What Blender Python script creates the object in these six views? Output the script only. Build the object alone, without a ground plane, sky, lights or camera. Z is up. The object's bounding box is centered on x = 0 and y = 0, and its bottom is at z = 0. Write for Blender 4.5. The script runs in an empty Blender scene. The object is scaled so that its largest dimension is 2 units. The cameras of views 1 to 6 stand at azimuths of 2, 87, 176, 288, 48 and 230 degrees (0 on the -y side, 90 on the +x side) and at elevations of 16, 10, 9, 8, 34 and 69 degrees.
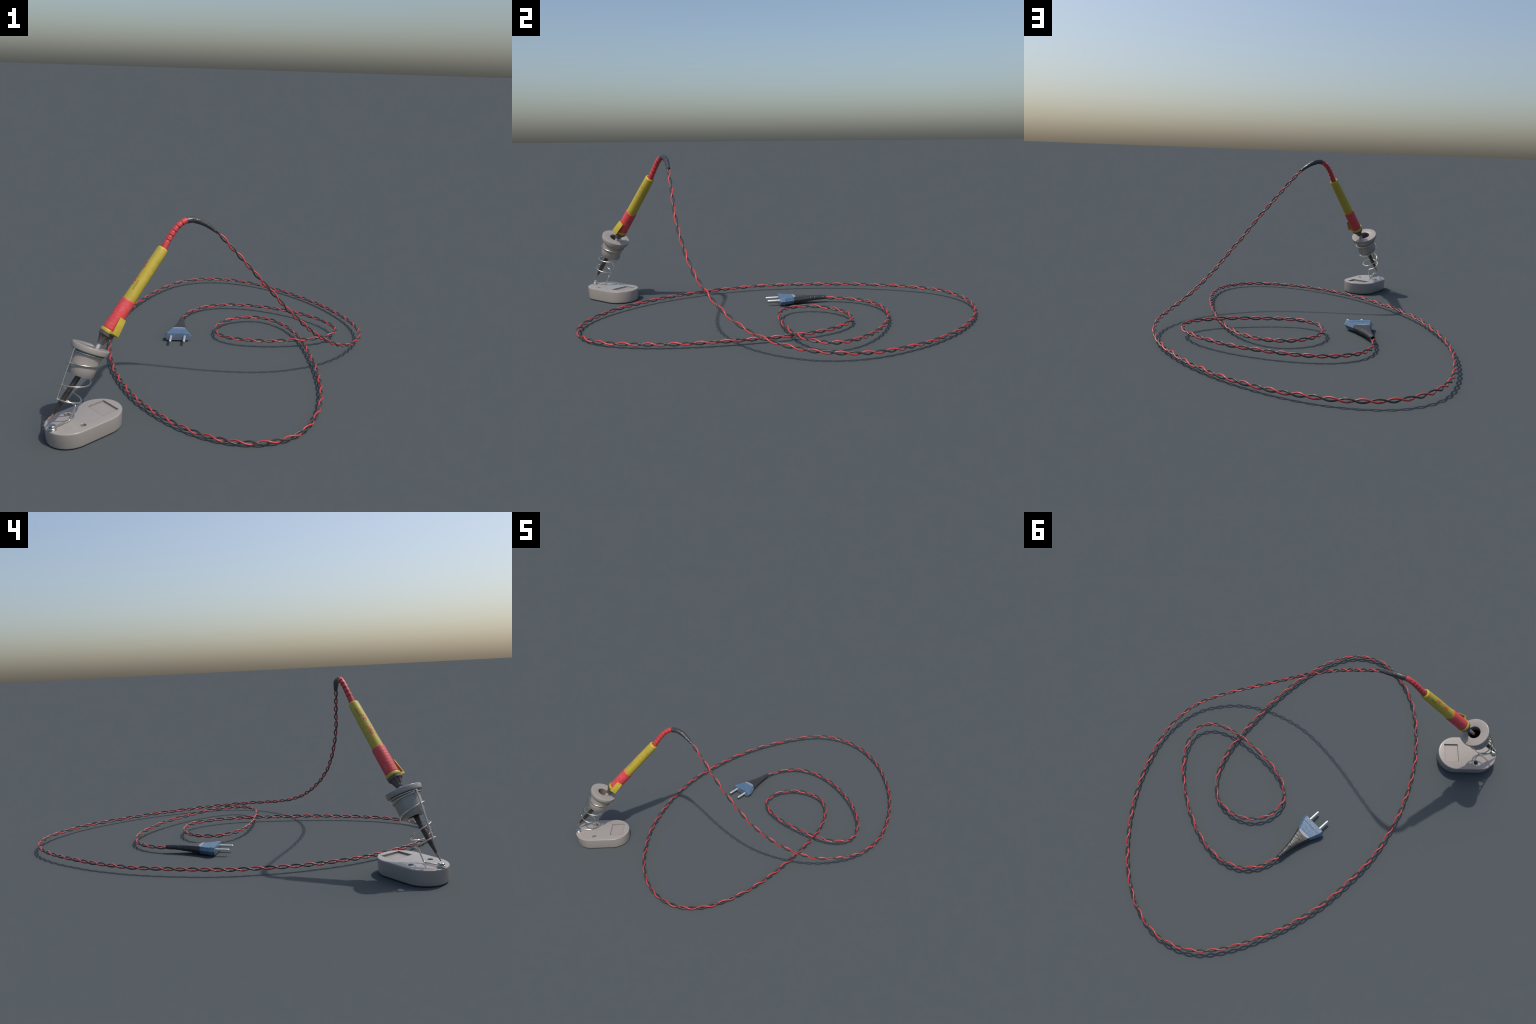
import bpy, bmesh, math, random
from mathutils import Vector, Matrix, noise

random.seed(11)
TAU = 2 * math.pi


# ------------------------------------------------------------------ helpers
def V(*a):
    return Vector(a)


def finish(name, bm, mat, parent=None, angle=35, origin=None):
    """bmesh in world coordinates -> named object, smooth by angle, under its parent."""
    bmesh.ops.recalc_face_normals(bm, faces=bm.faces[:])
    me = bpy.data.meshes.new(name)
    origin = origin or V(0, 0, 0)
    bmesh.ops.translate(bm, verts=bm.verts[:], vec=-origin)
    for f in bm.faces:
        f.smooth = True
    lim = math.radians(angle)
    for e in bm.edges:
        if len(e.link_faces) == 2 and e.calc_face_angle(0) > lim:
            e.smooth = False
    bm.to_mesh(me)
    bm.free()
    ob = bpy.data.objects.new(name, me)
    bpy.context.scene.collection.objects.link(ob)
    ob.location = origin
    if mat:
        me.materials.append(mat)
    if parent:
        ob.parent = parent
        ob.matrix_parent_inverse = parent.matrix_world.inverted()
    bpy.context.view_layer.update()
    return ob


def empty(name, loc, parent=None):
    ob = bpy.data.objects.new(name, None)
    bpy.context.scene.collection.objects.link(ob)
    ob.empty_display_size = 0.05
    ob.location = loc
    bpy.context.view_layer.update()
    if parent:
        ob.parent = parent
        ob.matrix_parent_inverse = parent.matrix_world.inverted()
        bpy.context.view_layer.update()
    return ob


def loft(bm, rings, caps=(True, True)):
    """Skin a list of closed rings (lists of Vectors) of equal count."""
    vr = [[bm.verts.new(p) for p in r] for r in rings]
    n = len(rings[0])
    for a, b in zip(vr, vr[1:]):
        for i in range(n):
            bm.faces.new((a[i], a[(i + 1) % n], b[(i + 1) % n], b[i]))
    if caps[0]:
        bm.faces.new(vr[0][::-1])
    if caps[1]:
        bm.faces.new(vr[-1])
    return vr


def lathe(bm, origin, axis, profile, seg=48, closed=False, caps=(True, True), modulate=None):
    axis = axis.normalized()
    u = axis.cross(V(0, 0, 1))
    u = u.normalized() if u.length > 1e-4 else V(1, 0, 0)
    v = axis.cross(u)
    rings = []
    for a, r in profile:
        ring = []
        for i in range(seg):
            t = TAU * i / seg
            rr = modulate(a, r, t) if modulate else r
            ring.append(origin + axis * a + (u * math.cos(t) + v * math.sin(t)) * rr)
        rings.append(ring)
    if closed:
        rings.append(rings[0])
        vr = [[bm.verts.new(p) for p in r] for r in rings[:-1]]
        vr.append(vr[0])
        for A, B in zip(vr, vr[1:]):
            for i in range(seg):
                bm.faces.new((A[i], A[(i + 1) % seg], B[(i + 1) % seg], B[i]))
    else:
        loft(bm, rings, caps)


def catmull(pts, per):
    """Catmull-Rom samples through pts, `per` samples a span; returns (point, span parameter)."""
    P = [pts[0] * 2 - pts[1]] + list(pts) + [pts[-1] * 2 - pts[-2]]
    out = []
    for i in range(len(pts) - 1):
        a, b, c, d = P[i:i + 4]
        for j in range(per):
            t = j / per
            out.append(((b * 2 + (c - a) * t + (a * 2 - b * 5 + c * 4 - d) * t * t
                         + (b * 3 - a - c * 3 + d) * t ** 3) * 0.5, i + t))
    out.append((pts[-1].copy(), float(len(pts) - 1)))
    return out


def tangents(pts):
    n = len(pts)
    return [(pts[min(i + 1, n - 1)] - pts[max(i - 1, 0)]).normalized() for i in range(n)]


def tube(bm, pts, radius, seg=10, ref=None, caps=(True, True)):
    """Sweep along pts. radius: number or f(s, theta) ; ref fixes theta = 0."""
    T = tangents(pts)
    up = ref or (V(0, 0, 1) if abs(T[0].z) < 0.9 else V(1, 0, 0))
    s, rings = 0.0, []
    n = (up - T[0] * up.dot(T[0])).normalized()
    for i, p in enumerate(pts):
        if i:
            s += (p - pts[i - 1]).length
        base = up if ref else n
        n = (base - T[i] * base.dot(T[i])).normalized()
        b = T[i].cross(n)
        ring = []
        for k in range(seg):
            t = TAU * k / seg
            r = radius(s, t) if callable(radius) else radius
            ring.append(p + (n * math.cos(t) + b * math.sin(t)) * r)
        rings.append(ring)
    loft(bm, rings, caps)


def lerp_table(table, x):
    if x <= table[0][0]:
        return table[0][1:]
    for a, b in zip(table, table[1:]):
        if x <= b[0]:
            f = (x - a[0]) / (b[0] - a[0])
            return tuple(p + (q - p) * f for p, q in zip(a[1:], b[1:]))
    return table[-1][1:]


# ---------------------------------------------------------------- materials
def material(name, color, rough=0.5, metallic=0.0, spec=0.5, vary=0.12, scale=60,
             bump=0.0, bump_scale=300, rough_vary=0.1, tint=None, tint_amount=0.0,
             tint_scale=18, speckle=None, coat=0.0):
    """Principled material: base colour broken up by noise, optional worn tint and speckles."""
    m = bpy.data.materials.new(name)
    m.use_nodes = True
    nt = m.node_tree
    N, L = nt.nodes, nt.links
    bsdf = N["Principled BSDF"]
    co = N.new("ShaderNodeTexCoord").outputs["Object"]

    def noise_tex(sc, detail=4, rough=0.55):
        t = N.new("ShaderNodeTexNoise")
        t.inputs["Scale"].default_value = sc
        t.inputs["Detail"].default_value = detail
        t.inputs["Roughness"].default_value = rough
        L.new(co, t.inputs["Vector"])
        return t.outputs["Fac"]

    def mix(fac, a, b):
        x = N.new("ShaderNodeMix")
        x.data_type = 'RGBA'
        if isinstance(fac, float):
            x.inputs[0].default_value = fac
        else:
            L.new(fac, x.inputs[0])
        for sock, val in ((x.inputs[6], a), (x.inputs[7], b)):
            if isinstance(val, (tuple, list)):
                sock.default_value = (*val[:3], 1)
            else:
                L.new(val, sock)
        return x.outputs[2]

    def ramp(fac, lo, hi, out_lo=0.0, out_hi=1.0):
        r = N.new("ShaderNodeMapRange")
        r.inputs[1].default_value = lo
        r.inputs[2].default_value = hi
        r.inputs[3].default_value = out_lo
        r.inputs[4].default_value = out_hi
        L.new(fac, r.inputs[0])
        return r.outputs[0]

    n1 = noise_tex(scale)
    dark = tuple(c * (1 - vary) for c in color)
    lite = tuple(min(1, c * (1 + vary)) for c in color)
    col = mix(ramp(n1, 0.3, 0.7), dark, lite)
    if speckle:
        sp = noise_tex(speckle[1], 2, 0.7)
        col = mix(ramp(sp, 0.62, 0.75, 0, speckle[2]), col, speckle[0])
    if tint:
        n2 = noise_tex(tint_scale, 5, 0.65)
        col = mix(ramp(n2, 0.5, 0.72, 0, tint_amount), col, tint)
    L.new(col, bsdf.inputs["Base Color"])
    L.new(ramp(noise_tex(scale * 1.7), 0.3, 0.7, max(0.02, rough - rough_vary), rough + rough_vary),
          bsdf.inputs["Roughness"])
    bsdf.inputs["Metallic"].default_value = metallic
    bsdf.inputs["Specular IOR Level"].default_value = spec
    bsdf.inputs["Coat Weight"].default_value = coat
    if bump:
        b = N.new("ShaderNodeBump")
        b.inputs["Strength"].default_value = bump
        b.inputs["Distance"].default_value = 0.001
        L.new(noise_tex(bump_scale, 3, 0.6), b.inputs["Height"])
        L.new(b.outputs["Normal"], bsdf.inputs["Normal"])
    return m


CERAMIC = material("pale_ceramic", (0.315, 0.285, 0.258), rough=0.27, vary=0.045, scale=260, rough_vary=0.05,
                   speckle=((0.21, 0.188, 0.168), 520, 0.35), tint=(0.335, 0.292, 0.268),
                   tint_amount=0.3, tint_scale=25)
FLOOR = material("tray_floor_ceramic", (0.315, 0.279, 0.254), rough=0.34, vary=0.05, scale=220, rough_vary=0.05)
EDGE_LINE = material("dark_edge_line", (0.205, 0.18, 0.162), rough=0.5, vary=0.4, scale=150)
BORE = material("brown_ceramic_bore", (0.17, 0.13, 0.112), rough=0.7, vary=0.15, scale=60)
BORE_BLACK = material("matte_black_bore", (0.012, 0.011, 0.010), rough=0.85, vary=0.2, scale=60)
STEEL = material("spring_steel", (0.60, 0.575, 0.50), rough=0.33, metallic=1.0, vary=0.12, scale=90)
ZINC = material("zinc_plating", (0.50, 0.52, 0.50), rough=0.32, metallic=1.0, vary=0.12, scale=150)
YELLOW = material("yellow_plastic", (0.47, 0.36, 0.035), rough=0.5, vary=0.08, scale=45, bump=0.05,
                  bump_scale=500, tint=(0.34, 0.275, 0.07), tint_amount=0.7, tint_scale=42)
RED = material("red_rubber", (0.62, 0.055, 0.06), rough=0.55, vary=0.1, scale=70, bump=0.08, bump_scale=600,
               tint=(0.60, 0.17, 0.16), tint_amount=0.5, tint_scale=45)
BOOT_RED = material("boot_red_rubber", (0.52, 0.045, 0.05), rough=0.5, vary=0.1, scale=80, bump=0.06,
                    tint=(0.5, 0.12, 0.12), tint_amount=0.3, tint_scale=60)
STUD = material("stud_red_rubber", (0.34, 0.075, 0.07), rough=0.5, vary=0.2, scale=200)
MARK_RED = material("printed_red", (0.50, 0.035, 0.05), rough=0.55, vary=0.25, scale=180,
                    tint=(0.47, 0.30, 0.04), tint_amount=0.35, tint_scale=160)
SMUDGE = material("worn_grey_print", (0.25, 0.20, 0.05), rough=0.6, vary=0.3, scale=220,
                  tint=(0.44, 0.34, 0.035), tint_amount=0.85, tint_scale=180)
NOSE = material("brown_bakelite", (0.082, 0.068, 0.062), rough=0.4, vary=0.18, scale=90, tint=(0.13, 0.11, 0.1),
                tint_amount=0.4, tint_scale=70)
SHAFT = material("heated_steel_barrel", (0.06, 0.052, 0.047), rough=0.42, metallic=0.55, vary=0.3, scale=60,
                 tint=(0.11, 0.085, 0.07), tint_amount=0.6, tint_scale=40)
BRIGHT = material("bright_steel_neck", (0.56, 0.56, 0.54), rough=0.45, metallic=0.5, vary=0.12, scale=90)
COPPER = material("worn_copper_tip", (0.30, 0.165, 0.125), rough=0.5, metallic=0.3, vary=0.25, scale=160,
                  tint=(0.12, 0.07, 0.055), tint_amount=0.5, tint_scale=120)
SLEEVE = material("shiny_black_sleeve", (0.042, 0.042, 0.043), rough=0.34, vary=0.2, scale=120, bump=0.25,
                  bump_scale=120)
TAPE = material("black_wrapping_tape", (0.030, 0.029, 0.029), rough=0.40, vary=0.25, scale=160, bump=0.3,
                bump_scale=160, tint=(0.058, 0.054, 0.053), tint_amount=0.5, tint_scale=90)
WIRE_RED = material("red_wire_insulation", (0.47, 0.048, 0.05), rough=0.36, vary=0.06, scale=30)
WIRE_BLACK = material("black_wire_insulation", (0.044, 0.041, 0.038), rough=0.33, vary=0.12, scale=40)
PRONG = material("nickel_prong", (0.62, 0.64, 0.61), rough=0.34, metallic=0.55, vary=0.06, scale=120)


def plug_blue():
    """Blue plastic: worn greyish scratches on top, pale rubbed strip at the rear edge and the front face."""
    m = material("worn_blue_plastic", (0.066, 0.136, 0.224), rough=0.40, vary=0.22, scale=110, bump=0.06,
                 bump_scale=350, tint=(0.17, 0.20, 0.25), tint_amount=0.9, tint_scale=75)
    return m


BLUE = plug_blue()
FACE = material("rubbed_blue_front", (0.115, 0.165, 0.24), rough=0.45, vary=0.12, scale=90, tint=(0.22, 0.215, 0.24), tint_amount=0.7, tint_scale=55)
PALE = material("rubbed_pale_plastic", (0.235, 0.235, 0.275), rough=0.5, vary=0.12, scale=220,
                tint=(0.2, 0.24, 0.32), tint_amount=0.6, tint_scale=260)

# ================================================================ the stand
# plan of the base: a stadium along E1, measured from the midpoint between its two screw holes
BASE_C = V(-0.5243, -0.8878, 0)
E1 = V(0.635, 0.772, 0).normalized()
E2 = V(E1.y, -E1.x, 0)
TOP_Z = 0.064


def base_point(a, b, z):
    return BASE_C + E1 * a + E2 * b + V(0, 0, z)


stand = empty("soldering_stand", base_point(0.04, 0, 0))
stand["label"] = "pale ceramic soldering iron stand with coiled steel spring holder"
stand["category"] = "soldering stand"


def stadium(radius, z, n=40):
    out = []
    for c, start in ((0.101, -90), (-0.0205, 90)):
        for i in range(n + 1):
            t = math.radians(start + 180 * i / n)
            out.append(base_point(c + radius * math.cos(t), radius * math.sin(t), z))
    return out


bm = bmesh.new()
loft(bm, [stadium(r, z) for r, z in ((0.0855, 0.0), (0.0885, 0.0025), (0.0895, 0.006), (0.0922, 0.056), (0.0922, 0.0598),
                                      (0.0919, 0.0616), (0.0909, 0.0631), (0.0893, 0.0638), (0.0876, TOP_Z))])
base = finish("base", bm, CERAMIC, stand, angle=50)


def cutter(bm):
    bmesh.ops.recalc_face_normals(bm, faces=bm.faces[:])
    me = bpy.data.meshes.new("cutter")
    bm.to_mesh(me)
    bm.free()
    ob = bpy.data.objects.new("cutter", me)
    bpy.context.scene.collection.objects.link(ob)
    return ob


cuts = []
bm = bmesh.new()          # rectangular sponge tray
rect = [(0.0893, -0.05), (0.1613, -0.05), (0.1613, 0.05), (0.0893, 0.05)]
loft(bm, [[base_point(a, b, z) for a, b in rect] for z in (TOP_Z - 0.0086, TOP_Z + 0.02)])
cuts.append(cutter(bm))
for side in (-1, 1):      # two countersunk mounting holes
    bm = bmesh.new()
    lathe(bm, base_point(0, 0.054 * side, 0), V(0, 0, 1),
          [(0.012, 0.0112), (TOP_Z - 0.0012, 0.0112), (TOP_Z + 0.002, 0.0140)], seg=32)
    cuts.append(cutter(bm))
for c in cuts:
    md = base.modifiers.new("cut", 'BOOLEAN')
    md.operation = 'DIFFERENCE'
    md.solver = 'EXACT'
    md.object = c
dg = bpy.context.evaluated_depsgraph_get()
cut_mesh = bpy.data.meshes.new_from_object(base.evaluated_get(dg))
base.modifiers.clear()
base.data = cut_mesh
base.data.name = "base"
for c in cuts:
    bpy.data.objects.remove(c)
bm = bmesh.new()
bm.from_mesh(base.data)
for f in bm.faces:
    f.smooth = True
for e in bm.edges:
    e.smooth = not (len(e.link_faces) == 2 and e.calc_face_angle(0) > math.radians(40))
bm.to_mesh(base.data)
bm.free()

bm = bmesh.new()          # warmer, dustier floor of the tray
fz = TOP_Z - 0.0086
loft(bm, [[base_point(a, b, z) for a, b in ((0.0903, -0.049), (0.1603, -0.049), (0.1603, 0.049), (0.0903, 0.049))] for z in (fz - 0.001, fz + 0.0008)])
finish("tray_floor", bm, FLOOR, base, angle=30)
bm = bmesh.new()          # thin darker strips along the upper edge of the tray
for (a0, b0, a1, b1) in ((0.0883, -0.051, 0.0894, 0.051), (0.1612, -0.051, 0.1623, 0.051), (0.0894, -0.051, 0.1612, -0.0499), (0.0894, 0.0499, 0.1612, 0.051)):
    loft(bm, [[base_point(a, b, z) for a, b in ((a0, b0), (a1, b0), (a1, b1), (a0, b1))] for z in (TOP_Z - 0.004, TOP_Z + 0.0002)])
finish("tray_edge_strips", bm, EDGE_LINE, base, angle=30)

# ceramic funnel held in the spring, tilted
CUP = V(-0.504, -0.8644, 0.2363)                       # centre of its lower end
CUP_AX = V(0.2917, 0.3706, 0.8818).normalized()
CUP_H = 0.1126
bm = bmesh.new()
lathe(bm, CUP, CUP_AX, [
    (0.0012, 0.0470), (0.0030, 0.0488), (0.030, 0.0515), (0.070, 0.0545), (0.0885, 0.0555), (0.0918, 0.0558),
    (0.0920, 0.0695), (0.0924, 0.0706), (0.0935, 0.0712), (0.1105, 0.0717), (0.1120, 0.0713), (0.1126, 0.0702),
    (0.1127, 0.0685), (0.1127, 0.0325), (0.1123, 0.0315), (0.1110, 0.0308), (0.060, 0.0305), (0.004, 0.0285),
    (0.0004, 0.0295), (0.0, 0.0470)], seg=72, closed=True)
funnel = finish("ceramic_funnel", bm, CERAMIC, stand, angle=50)
bm = bmesh.new()          # brown lining of the bore, black further in
lathe(bm, CUP, CUP_AX, [(0.058, 0.0300), (0.108, 0.0303), (0.1076, 0.0298), (0.058, 0.0290)], seg=56, closed=True)
finish("bore_lining", bm, BORE, funnel, angle=50)
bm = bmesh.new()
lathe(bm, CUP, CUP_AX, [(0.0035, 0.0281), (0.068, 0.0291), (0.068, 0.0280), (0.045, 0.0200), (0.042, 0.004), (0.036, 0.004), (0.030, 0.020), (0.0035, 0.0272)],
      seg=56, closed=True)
finish("bore_black_core", bm, BORE_BLACK, funnel, angle=50)

# one steel wire: bolt eye -> foot -> leg -> coil of widening turns -> top hook
WIRE_R = 0.0030
ROD_DIR = V(-0.5147, -0.8728, 0.3491) - CUP
ROD_DIR = (ROD_DIR - CUP_AX * ROD_DIR.dot(CUP_AX)).normalized()
ROD_SIDE = CUP_AX.cross(ROD_DIR)


def around(axial, radius, turns):
    """Point round the funnel axis; turns count clockwise (seen from above) from the support rod."""
    t = -TAU * turns
    return CUP + CUP_AX * axial + (ROD_DIR * math.cos(t) + ROD_SIDE * math.sin(t)) * radius


# turns from the rod, height along the axis, radius
COIL = [(-0.02, 0.0880, 0.0640), (0.12, 0.0870, 0.0605), (0.5, 0.0862, 0.0588), (0.9, 0.0840, 0.0588), (1.0, 0.0830, 0.0602),
        (1.1, 0.0800, 0.0590), (1.5, 0.0610, 0.0572), (1.8, 0.0450, 0.0560), (1.9, 0.0400, 0.0568), (2.0, 0.0345, 0.0598), (2.1, 0.0270, 0.0580),
        (2.35, 0.0060, 0.0535), (2.62, -0.0190, 0.0445), (2.85, -0.0390, 0.0500), (3.0, -0.0500, 0.0550), (3.1, -0.0580, 0.0535),
        (3.35, -0.0770, 0.0405), (3.62, -0.0900, 0.0365), (3.87, -0.0990, 0.0455), (4.0, -0.1025, 0.0530), (4.08, -0.1040, 0.0510),
        (4.25, -0.1085, 0.0400), (4.475, -0.1163, 0.0357)]
BOLT = V(-0.5815, -0.9665, 0)
FOOT = V(-0.5379, -0.9017, TOP_Z + WIRE_R + 0.001)
coil = []
steps = 220
for i in range(steps + 1):
    t = COIL[-1][0] + (COIL[0][0] - COIL[-1][0]) * i / steps
    # smooth interpolation of the table
    w = [lerp_table([(c[0], c[1], c[2]) for c in COIL], t + d) for d in (-0.08, -0.04, 0, 0.04, 0.08)]
    coil.append(around(sum(x[0] for x in w) / 5, sum(x[1] for x in w) / 5, t))
knee = coil[0]
foot_dir = (FOOT - V(BOLT.x, BOLT.y, FOOT.z)).normalized()
eye_r = 0.0122
eye = []
for i in range(23):
    t = TAU * (0.08 + 0.92 * i / 22)
    eye.append(V(BOLT.x, BOLT.y, TOP_Z + 0.0064) + (foot_dir * math.cos(t) + V(-foot_dir.y, foot_dir.x, 0) * math.sin(t)) * eye_r)


def rounded(a, corner, b, r=0.006, n=5):
    p, q = corner + (a - corner).normalized() * r, corner + (b - corner).normalized() * r
    return [p.lerp(corner, i / n).lerp(corner.lerp(q, i / n), i / n) for i in range(n + 1)]


path = eye + rounded(eye[-1], FOOT, knee, 0.008) + rounded(FOOT, knee, coil[6], 0.006) + coil[7:]
bm = bmesh.new()
tube(bm, path, WIRE_R, seg=10)
finish("coiled_wire", bm, STEEL, stand, angle=60)

ROD_TOP = around(0.0900, 0.0662, 0)
ROD_END = V(-0.5678, -0.9365, 0.1674) + (ROD_DIR * 0.003)
bm = bmesh.new()
tube(bm, [ROD_TOP + CUP_AX * 0.002 - ROD_DIR * 0.004, ROD_TOP, ROD_TOP.lerp(ROD_END, 0.03), ROD_TOP.lerp(ROD_END, 0.5), ROD_END], WIRE_R, seg=12)
for at, sq in ((ROD_END + V(0.003, 0.001, 0.003), 1.0), (around(0.0905, 0.0635, 0.01), 0.9)):   # solder blobs
    bmesh.ops.create_icosphere(bm, subdivisions=2, radius=0.0042 * sq, matrix=Matrix.Translation(at))
finish("support_rod", bm, STEEL, stand, angle=60)

bm = bmesh.new()
B0 = V(BOLT.x, BOLT.y, TOP_Z)
hexr = 0.0132


def hex_mod(a, r, t):
    k = (t + 0.3) % (TAU / 6) - TAU / 12
    return r * math.cos(math.pi / 6) / math.cos(k) * 1.06 if r > 0.011 else r


lathe(bm, B0, V(0, 0, 1), [(0.0095, 0.0112), (0.0095, hexr), (0.0168, hexr), (0.0182, 0.0119 * 0.92), (0.0184, 0.009)], seg=48, modulate=hex_mod)
bolt = finish("bolt", bm, ZINC, stand, angle=25)
bm = bmesh.new()
lathe(bm, B0, V(0, 0, 1), [(0.0003, 0.0150), (0.0008, 0.0158), (0.0028, 0.0158), (0.0036, 0.0148), (0.0038, 0.006)], seg=40)
lathe(bm, B0, V(0, 0, 1), [(0.0038, 0.0122), (0.0098, 0.0122)], seg=24)
finish("washer", bm, ZINC, bolt, angle=35)

# ================================================================ the iron
TIP = V(-0.5969, -0.9659, 0.0922)
AX = (V(-0.2400, -0.6030, 0.6627) - TIP).normalized()
U = AX.cross(V(0, 0, 1)).normalized()
W = AX.cross(U)


def on_iron(axial, radius, deg):
    t = math.radians(deg)
    return TIP + AX * axial + (U * math.cos(t) + W * math.sin(t)) * radius


iron = empty("soldering_iron", TIP)
iron["label"] = "yellow and red soldering iron with twisted cord and blue plug"
iron["category"] = "soldering iron"


def turned(name, profile, mat, parent=iron, seg=48, angle=35, **k):
    bm = bmesh.new()
    lathe(bm, TIP, AX, profile, seg=seg, **k)
    return finish(name, bm, mat, parent, angle=angle, origin=TIP)


turned("tip", [(0.0, 0.0010), (0.0012, 0.0021), (0.020, 0.0036), (0.034, 0.0048)], COPPER, seg=24)
turned("barrel", [(0.0335, 0.0046), (0.035, 0.0049), (0.050, 0.0063), (0.068, 0.0087), (0.082, 0.0103), (0.090, 0.0106), (0.275, 0.0106), (0.276, 0.007)],
       SHAFT, seg=28)
turned("neck", [(0.274, 0.0078), (0.336, 0.0078)], BRIGHT, seg=28)


def flutes(a, r, t):
    if not 0.338 < a < 0.3655:
        return r
    f = 0.5 + 0.5 * math.cos(7 * t)
    f = max(0.0, min(1.0, (f - 0.30) / 0.45))
    depth = 0.20 * min(1, (a - 0.338) / 0.004) * (0.6 + 0.4 * (a - 0.338) / 0.03)
    return r * (1 - depth * f)


turned("nose", [(0.3320, 0.0118), (0.3325, 0.0135), (0.3345, 0.0142), (0.3382, 0.0148), (0.3395, 0.0152), (0.3430, 0.0165), (0.349, 0.0187), (0.355, 0.0210),
                (0.361, 0.0232), (0.3650, 0.0248), (0.3660, 0.0256), (0.3668, 0.0290), (0.3680, 0.0297), (0.3790, 0.0297), (0.3800, 0.029)],
       NOSE, seg=96, angle=28, modulate=flutes)
ring = turned("grip_ring", [(0.3790, 0.0285), (0.3797, 0.0305), (0.3805, 0.0309), (0.3915, 0.0309), (0.3925, 0.0303), (0.3926, 0.0262)], YELLOW, seg=64)

# pen-like clip folded up from the ring
CLIP = 4
n = (U * math.cos(math.radians(CLIP)) + W * math.sin(math.radians(CLIP)))
wdir = AX.cross(n)
clip_profile = [(0.3790, 0.0270, 0.0135), (0.3845, 0.0478, 0.0168), (0.3860, 0.0484, 0.0166), (0.4520, 0.0348, 0.0152), (0.4520, 0.0330, 0.0152),
                (0.4505, 0.0312, 0.0150), (0.3935, 0.0436, 0.0162), (0.3915, 0.0425, 0.0160), (0.3915, 0.0270, 0.0135)]
bm = bmesh.new()
loft(bm, [[TIP + AX * a + n * d + wdir * w * s for a, d, w in clip_profile] for s in (-1, 1)])
bmesh.ops.bevel(bm, geom=bm.edges[:], offset=0.0005, segments=2, profile=0.5, affect='EDGES')
finish("clip", bm, YELLOW, ring, angle=30, origin=TIP)

grip = turned("grip", [(0.3928, 0.024), (0.3928, 0.0270), (0.3938, 0.0278), (0.4000, 0.0279), (0.5190, 0.0278), (0.5215, 0.0274), (0.5228, 0.0264),
                       (0.5226, 0.0252), (0.5190, 0.0246)], RED, seg=72, angle=50)
bm = bmesh.new()
for row in range(9):
    a = 0.5097 - 0.01422 * row
    for patch in (-40, 140):
        for k in range(7):
            at = on_iron(a, 0.0278, patch - 14.2 * k)
            bmesh.ops.create_icosphere(bm, subdivisions=1, radius=0.0013, matrix=Matrix.Translation(at))
studs = finish("grip_studs", bm, STUD, grip, angle=180)
studs["kind"] = "stuff"


def handle_r(a):
    return lerp_table([(0.515, 0.0252), (0.640, 0.0240), (0.7575, 0.0222)], a)[0]


handle = turned("handle", [(0.385, 0.0200), (0.515, 0.0252), (0.56, handle_r(0.56)), (0.60, handle_r(0.60)), (0.64, 0.0240), (0.70, handle_r(0.70)),
                           (0.7565, 0.0222), (0.7590, 0.0217), (0.7632, 0.0178), (0.7640, 0.0165), (0.7630, 0.0142), (0.7580, 0.0138)], YELLOW, seg=64, angle=40)

# printed lettering, worn; strokes in letter units (x along the handle, y up = round the handle)
GLYPHS = {
    "P": [[(0, 0), (0, 1)], [(0, 1), (.5, .97), (.62, .76), (.5, .54), (0, .5)]],
    "R": [[(0, 0), (0, 1)], [(0, 1), (.5, .97), (.62, .77), (.5, .55), (0, .52)], [(.25, .5), (.62, 0)]],
    "O": [[(.5, .95), (.15, .85), (0, .5), (.15, .15), (.45, .05)]],
    "-": [[(0, .35), (.25, .5)]],
    "*": [[(.1, .42), (.22, .5)], [(.12, .52), (.22, .42)]],
    "i": [[(.1, .1), (.12, .55)], [(.02, .32), (.22, .4)]],
    "a": [[(.62, .02), (.6, .62), (.45, .85), (.15, .85), (.02, .7)], [(.6, .5), (.2, .5), (0, .28), (.15, .05), (.45, .08), (.6, .3)]],
    "X": [[(0, 0), (.35, .5), (.78, .98)], [(.72, .02), (.35, .5)], [(.12, .82), (.0, .98)]],
}
PRINT = [("P", 0.5845), ("R", 0.5990), ("O", 0.6160), ("-", 0.6310), ("*", 0.6395), ("i", 0.6505), ("a", 0.6575), ("X", 0.6730)]
UNIT, FOOT_DEG, HEAD_DEG = 0.0165, -86, -123


def stroke(bm, line, start, half=0.0017):
    line = [p for p, _ in catmull([V(x, y, 0) for x, y in line], 6)] if len(line) > 2 else [
        V(*line[0], 0).lerp(V(*line[1], 0), i / 5) for i in range(6)]
    rings = []
    for i, p in enumerate(line):
        d = (line[min(i + 1, len(line) - 1)] - line[max(i - 1, 0)]).normalized()
        s = V(-d.y, d.x, 0) * (half / UNIT)
        ring = []
        for k in (-1, 1):
            for lift in ((-0.0005, 0.00022) if k < 0 else (0.00022, -0.0005)):
                q = p + s * k
                a = start + q.x * UNIT
                ring.append(on_iron(a, handle_r(a) + lift, FOOT_DEG + (HEAD_DEG - FOOT_DEG) * q.y))
        rings.append(ring)
    loft(bm, rings)


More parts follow.
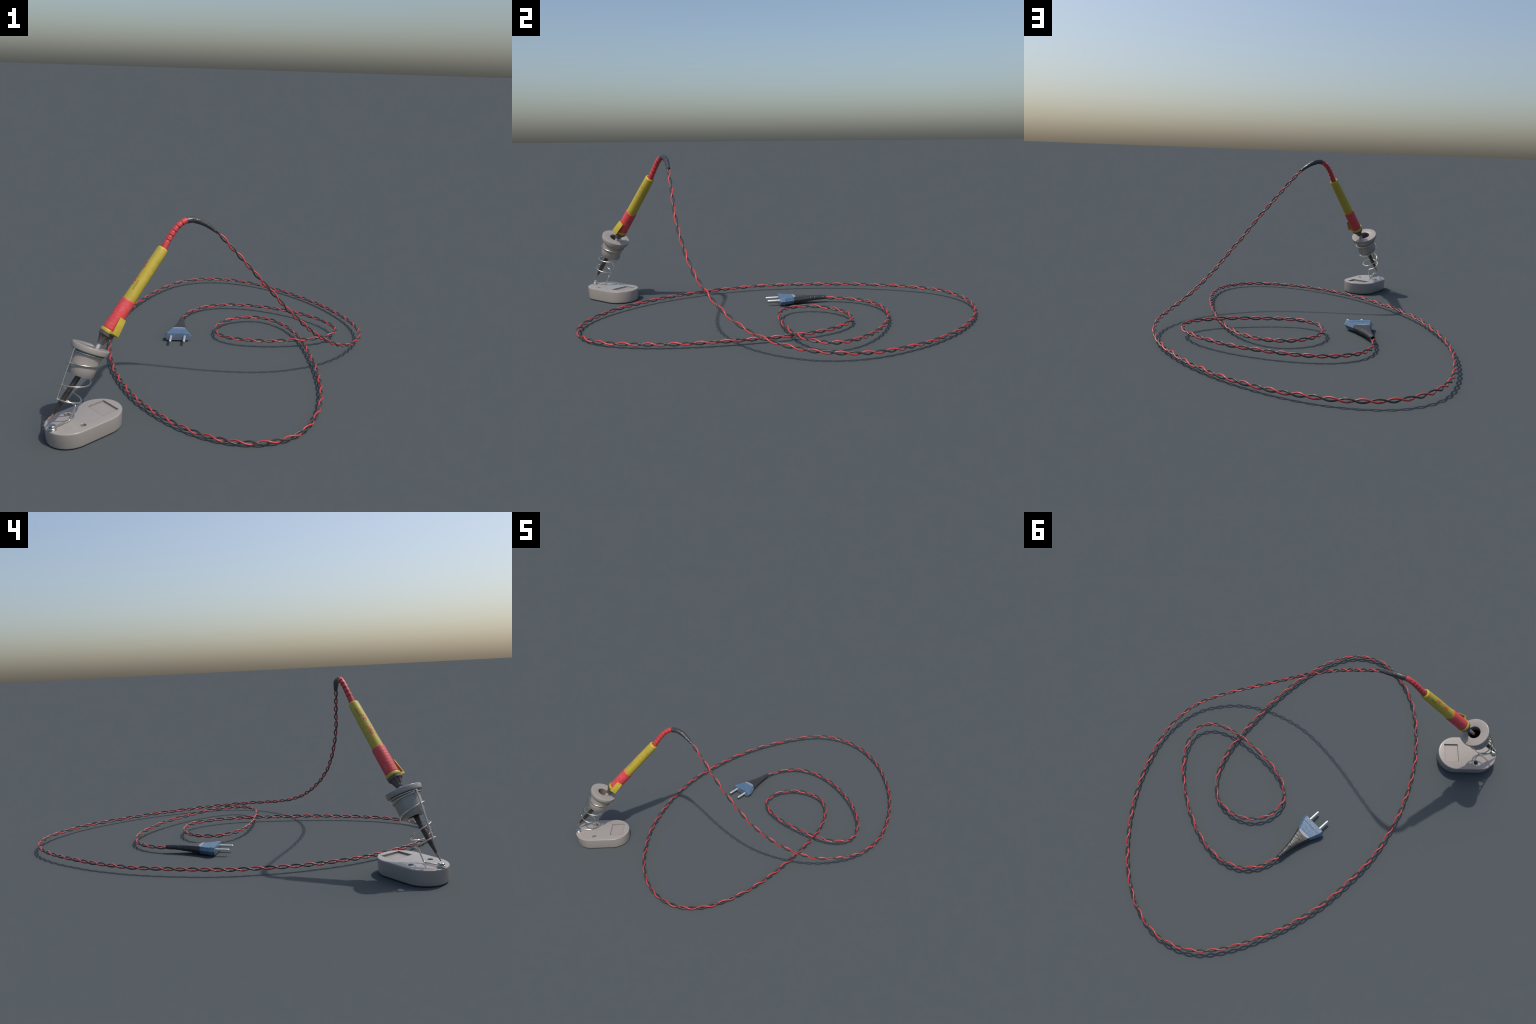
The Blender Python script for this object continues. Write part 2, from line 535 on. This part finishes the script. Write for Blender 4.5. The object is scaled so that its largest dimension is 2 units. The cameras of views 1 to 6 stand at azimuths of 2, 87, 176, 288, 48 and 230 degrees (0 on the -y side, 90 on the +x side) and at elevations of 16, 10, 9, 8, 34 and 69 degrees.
bm = bmesh.new()
for ch, start in PRINT:
    for line in GLYPHS[ch]:
        stroke(bm, line, start)
lettering = finish("lettering", bm, MARK_RED, handle, angle=40, origin=TIP)
lettering["kind"] = "stuff"
bm = bmesh.new()
for a0, a1, deg in ((0.724, 0.684, -140), (0.607, 0.568, -63)):     # rubbed-off grey print
    a = a0
    while a > a1:
        ln = random.uniform(0.004, 0.008)
        rings = []
        for i in range(5):
            f = i / 4
            aa = a - ln * f
            wdt = 7.0 * (0.4 + math.sin(math.pi * f)) * random.uniform(0.7, 1.1)
            rings.append([on_iron(aa, handle_r(aa) + h, deg + s * wdt + 1.5 * math.sin(a * 300))
                          for s, h in ((-1, -.0005), (-1, .00015), (0, .0002), (1, .00015), (1, -.0005))])
        loft(bm, rings)
        a -= ln * random.uniform(0.95, 1.3)
faded = finish("faded_print", bm, SMUDGE, handle, angle=60, origin=TIP)
faded["kind"] = "stuff"

# -------------------------------------------- strain relief and black sleeve
BOOT_PATH = [V(*p) for p in (
    (-0.2383, -0.6016, 0.6617), (-0.2247, -0.5871, 0.6903), (-0.2092, -0.5723, 0.7176), (-0.1901, -0.5572, 0.7424), (-0.1651, -0.5405, 0.7596),
    (-0.1354, -0.5233, 0.7616), (-0.1049, -0.5108, 0.7507), (-0.0758, -0.5029, 0.7335), (-0.0486, -0.4964, 0.7128))]
fine = [p for p, _ in catmull(BOOT_PATH, 60)]
length = [0.0]
for a, b in zip(fine, fine[1:]):
    length.append(length[-1] + (b - a).length)


def boot_at(s):
    for i in range(len(fine) - 1):
        if length[i + 1] >= s:
            return fine[i].lerp(fine[i + 1], (s - length[i]) / (length[i + 1] - length[i]))
    return fine[-1]


JOINT = 0.1475
GROOVES = [0.0285, 0.0505, 0.0725, 0.0945, 0.1165]
GROOVE_W, GROOVE_D = 0.0080, 0.0034
stations = {-0.004, 0.0, JOINT + 0.004}
x = 0.0
while x < JOINT:
    stations.add(round(x, 4))
    x += 0.004
for g in GROOVES:
    for d in (-0.0006, 0.0, GROOVE_W, GROOVE_W + 0.0006):
        stations.add(round(g + d, 5))
stations = sorted(stations)


def boot_r(s, t):
    r = 0.0134 - 0.0012 * s / JOINT
    rib = min(abs((t - c + math.pi) % TAU - math.pi) for c in (0.12, math.pi + 0.12))
    for g in GROOVES:
        if g - 0.0003 < s < g + GROOVE_W + 0.0003:
            f = (s - g) / GROOVE_W
            return r - (GROOVE_D * (0.5 + 0.5 * f) if rib > 0.42 else 0.0006)
    return r


bm = bmesh.new()
pts = [boot_at(max(s, 0)) - AX * max(0, -s) for s in stations]
T = tangents(pts)
rings = []
OUT = V(-0.25, -0.25, 0.93)
for p, t, s in zip(pts, T, stations):
    nn = (OUT - t * OUT.dot(t)).normalized()
    bb = t.cross(nn)
    rings.append([p + (nn * math.cos(TAU * k / 56) + bb * math.sin(TAU * k / 56)) * boot_r(s, TAU * k / 56) for k in range(56)])
loft(bm, rings)
finish("strain_relief", bm, BOOT_RED, iron, angle=35)

SLEEVE_END = length[-1]
bm = bmesh.new()
rows = 60
pts = [boot_at(JOINT - 0.001 + (SLEEVE_END - JOINT + 0.001) * i / rows) for i in range(rows + 1)]
T = tangents(pts)
outer, inner = [], []
for i, (p, t) in enumerate(zip(pts, T)):
    f = i / rows
    yv = V(-0.25, 1, 0.15)
    nn = (yv - t * yv.dot(t)).normalized()
    bb = t.cross(nn)
    wide, = lerp_table([(0, 0.0131), (0.5, 0.0128), (0.8, 0.0102), (1, 0.0084)], f)
    flat, = lerp_table([(0, 0.0131), (0.4, 0.0124), (0.75, 0.0092), (1, 0.0068)], f)
    ro, ri = [], []
    for k in range(40):
        th = TAU * k / 40
        d = nn * math.cos(th) * wide + bb * math.sin(th) * flat
        crumple = 1 + 0.09 * noise.noise((p + d) * 120) + 0.05 * noise.noise((p + d) * 290)
        if i == 0:
            crumple *= 0.97
        ro.append(p + d * crumple)
        ri.append(p + d * (0.86 if i else 0.8))
    outer.append(ro)
    inner.append(ri)
loft(bm, outer + inner[::-1][:40], caps=(False, True))
finish("cable_sleeve", bm, SLEEVE, iron, angle=60)

# ------------------------------------------------------------------ the cord
# spine of the cord: one knot for every full turn of the two strands, where the red one lies uppermost
SPINE = [V(*p) for p in (
    (-0.024, -0.492, 0.689), (0.043, -0.477, 0.613), (0.111, -0.463, 0.534), (0.181, -0.441, 0.451),
    (0.248, -0.411, 0.367), (0.315, -0.373, 0.292), (0.374, -0.322, 0.224), (0.434, -0.261, 0.165),
    (0.494, -0.189, 0.115), (0.550, -0.104, 0.079), (0.597, -0.010, 0.058), (0.629, 0.087, 0.045),
    (0.636, 0.192, 0.036), (0.619, 0.300, 0.028), (0.581, 0.405, 0.023), (0.530, 0.500, 0.020),
    (0.472, 0.590, 0.017), (0.406, 0.671, 0.016), (0.333, 0.748, 0.015), (0.253, 0.817, 0.016),
    (0.166, 0.880, 0.017), (0.074, 0.931, 0.020), (-0.027, 0.969, 0.021), (-0.131, 0.989, 0.023),
    (-0.238, 0.984, 0.025), (-0.340, 0.946, 0.028), (-0.425, 0.879, 0.030), (-0.486, 0.792, 0.028),
    (-0.533, 0.692, 0.028), (-0.569, 0.590, 0.027), (-0.598, 0.489, 0.026), (-0.617, 0.388, 0.025),
    (-0.630, 0.282, 0.024), (-0.631, 0.170, 0.025), (-0.625, 0.062, 0.025), (-0.615, -0.043, 0.025),
    (-0.595, -0.144, 0.023), (-0.563, -0.244, 0.023), (-0.524, -0.346, 0.022), (-0.475, -0.442, 0.020),
    (-0.421, -0.531, 0.020), (-0.359, -0.617, 0.019), (-0.287, -0.694, 0.018), (-0.209, -0.764, 0.018),
    (-0.122, -0.827, 0.017), (-0.023, -0.875, 0.015), (0.078, -0.899, 0.014), (0.183, -0.895, 0.015),
    (0.276, -0.852, 0.014), (0.346, -0.774, 0.015), (0.387, -0.672, 0.017), (0.407, -0.565, 0.018),
    (0.413, -0.458, 0.018), (0.409, -0.352, 0.019), (0.398, -0.243, 0.020), (0.380, -0.135, 0.020),
    (0.360, -0.033, 0.020), (0.333, 0.071, 0.021), (0.295, 0.167, 0.022), (0.235, 0.261, 0.024),
    (0.143, 0.329, 0.027), (0.041, 0.332, 0.027), (-0.053, 0.282, 0.028), (-0.107, 0.191, 0.029),
    (-0.099, 0.087, 0.030), (-0.028, 0.024, 0.033), (0.074, 0.002, 0.034), (0.179, 0.005, 0.035),
    (0.288, 0.021, 0.038), (0.397, 0.051, 0.039), (0.485, 0.108, 0.041), (0.515, 0.198, 0.039),
    (0.468, 0.295, 0.037), (0.389, 0.371, 0.035), (0.300, 0.430, 0.032), (0.200, 0.477, 0.031),
    (0.098, 0.510, 0.028), (-0.007, 0.528, 0.025), (-0.114, 0.522, 0.023), (-0.213, 0.480, 0.021),
    (-0.279, 0.402, 0.020), (-0.308, 0.299, 0.021),
    (-0.302, 0.195, 0.0245))]
LAY = V(-0.9, 0.8, 3.3)            # point above the coil that the red strand faces at every knot
LAY_R, STRAND_R = 0.0060, 0.0035
cord = empty("cord", SPINE[0], iron)
inside = [boot_at(SLEEVE_END - d) for d in (0.066, 0.044, 0.022, 0.0)]
lead = [p for p, u in catmull(inside + SPINE[:2], 10) if u < 4]
spine = catmull(SPINE, 18)[:-6]
gap = [0.0]
for a, b in zip(lead[::-1], [SPINE[0]] + lead[::-1]):
    gap.append(gap[-1] + (a - b).length)
gap = gap[1:]
spine = [(p, -g / 0.105) for p, g in zip(lead, gap[::-1])] + spine
sp = [p for p, _ in spine]
T = tangents(sp)
for name, mat, shift in (("red_wire", WIRE_RED, 0.0), ("black_wire", WIRE_BLACK, 0.5)):
    strand = []
    for (p, t), tan in zip(spine, T):
        nn = LAY - p
        nn = (nn - tan * nn.dot(tan)).normalized()
        bb = tan.cross(nn)
        ph = TAU * (t + shift)
        strand.append(p + (nn * math.cos(ph) + bb * math.sin(ph)) * LAY_R * lerp_table([(-0.45, 0.55), (-0.12, 1.0)], t)[0])
    bm = bmesh.new()
    tube(bm, strand, STRAND_R, seg=10)
    finish(name, bm, mat, cord, angle=70)

# ------------------------------------------------------------------ the plug
FRONT = V(-0.2917, 0.0268, 0.0)                 # middle of the front face, on the ground
BACKWARD = V(-0.082, 0.9966, 0).normalized()
SIDE = V(BACKWARD.y, -BACKWARD.x, 0)


def plug_ring(d, top_w, mid_w, low_w, z_top, z_mid, z_low):
    return [FRONT + BACKWARD * d + SIDE * x + V(0, 0, z) for x, z in
            ((-top_w, z_top), (top_w, z_top), (mid_w, z_mid), (low_w, z_low), (-low_w, z_low), (-mid_w, z_mid))]


SECTIONS = [(0.0000, 0.0560, 0.0655, 0.0555, 0.0405, 0.0235, 0.0045), (0.0240, 0.0538, 0.0675, 0.0555, 0.0406, 0.0240, 0.0040),
            (0.0268, 0.0518, 0.0656, 0.0532, 0.0388, 0.0240, 0.0054), (0.0750, 0.0350, 0.0440, 0.0350, 0.0385, 0.0235, 0.0070),
            (0.0900, 0.0290, 0.0360, 0.0290, 0.0350, 0.0235, 0.0090)]
bm = bmesh.new()
loft(bm, [plug_ring(*s) for s in SECTIONS])
bmesh.ops.bevel(bm, geom=[e for e in bm.edges if e.calc_face_angle(0) > 0.3], offset=0.0009, segments=2, profile=0.6, affect='EDGES')
plug = finish("plug", bm, BLUE, iron, angle=28, origin=FRONT)
plug.data.materials.append(FACE)
for f in plug.data.polygons:
    if f.normal.dot(BACKWARD) < -0.9:
        f.material_index = 1
for s in (1, -1):
    bm = bmesh.new()
    lathe(bm, FRONT + SIDE * 0.0343 * s + V(0, 0, 0.0252), (-BACKWARD + V(0, 0, -0.02)),
          [(-0.003, 0.0062), (0.058, 0.0058), (0.0605, 0.0054), (0.0622, 0.0044), (0.0632, 0.0026), (0.0634, 0.0008)], seg=28)
    finish("prong", bm, PRONG, plug, angle=40, origin=FRONT)

# pale rubbed lip where the tape starts on the top face
bm = bmesh.new()
lip_pts = 14
rings = []
for i in range(lip_pts + 1):
    f = -1 + 2 * i / lip_pts
    back = 0.0770 + 0.0100 * math.sqrt(max(0, 1 - f * f))
    z = 0.0388
    x = f * 0.0345
    rings.append([FRONT + BACKWARD * d + SIDE * x * (1 - (d - 0.072) * 4) + V(0, 0, zz) for d, zz in
                  ((0.0725, z - 0.001), (0.0725, z + 0.0002), (back, z + 0.0013), (back + 0.0010, z - 0.003))])
loft(bm, rings)
finish("rubbed_lip", bm, PALE, plug, angle=30, origin=FRONT)

# tape wound from the hexagonal body down to the cord
TAPE_PATH = [FRONT + BACKWARD * 0.0755 + V(0, 0, 0.0226), V(-0.3012, 0.160, 0.0235), V(-0.3053, 0.218, 0.0250), V(-0.3100, 0.2770, 0.0258)]
TAPE_SIZE = [(0, 0.0452, 0.0166), (0.10, 0.0395, 0.0164), (0.25, 0.0305, 0.0158), (0.45, 0.0222, 0.0146), (0.70, 0.0150, 0.0122), (0.9, 0.0112, 0.0106), (1, 0.0102, 0.0100)]
HEXA = [(-0.79, 1), (0.79, 1), (1, 0.05), (0.79, -1), (-0.79, -1), (-1, 0.05)]


def hex_dir(t):
    """Point of the unit hexagon outline in direction t."""
    d = V(math.cos(t), math.sin(t), 0)
    best = 9.0
    for (x0, y0), (x1, y1) in zip(HEXA, HEXA[1:] + HEXA[:1]):
        nx, ny = y1 - y0, x0 - x1
        den = d.x * nx + d.y * ny
        if abs(den) > 1e-6:
            k = (x0 * nx + y0 * ny) / den
            if k > 0:
                best = min(best, k)
    return d * best


bm = bmesh.new()
pts = [p for p, _ in catmull(TAPE_PATH, 40)]
T = tangents(pts)
outer, inner = [], []
for i, (p, t) in enumerate(zip(pts, T)):
    f = i / (len(pts) - 1)
    sd = V(0, 0, 1)
    zz = (sd - t * sd.dot(t)).normalized()
    xx = t.cross(zz)
    hw, hh = lerp_table(TAPE_SIZE, f)
    ro, ri = [], []
    for k in range(56):
        th = TAU * k / 56
        h = hex_dir(th)
        c = V(math.cos(th), math.sin(th), 0)
        q = h.lerp(c, min(1, 0.06 + f * 1.15))
        turn = (15 * f ** 1.15 + 1.2 * math.sin(th + 1) + 0.7 * noise.noise(V(f * 9, th, 0))) % 1.0
        lap = 0.0005 * turn + 0.0011 * noise.noise(V(f * 34, math.sin(th) * 1.1, math.cos(th) * 1.1))
        lap *= min(1, f * 14)
        d = (xx * q.x * hw + zz * q.y * hh)
        ro.append(p + d + d.normalized() * lap)
        ri.append(p + d * 0.82)
    outer.append(ro)
    inner.append(ri)
loft(bm, outer + inner[::-1][:30], caps=(True, True))
finish("tape_wrap", bm, TAPE, plug, angle=40, origin=FRONT)
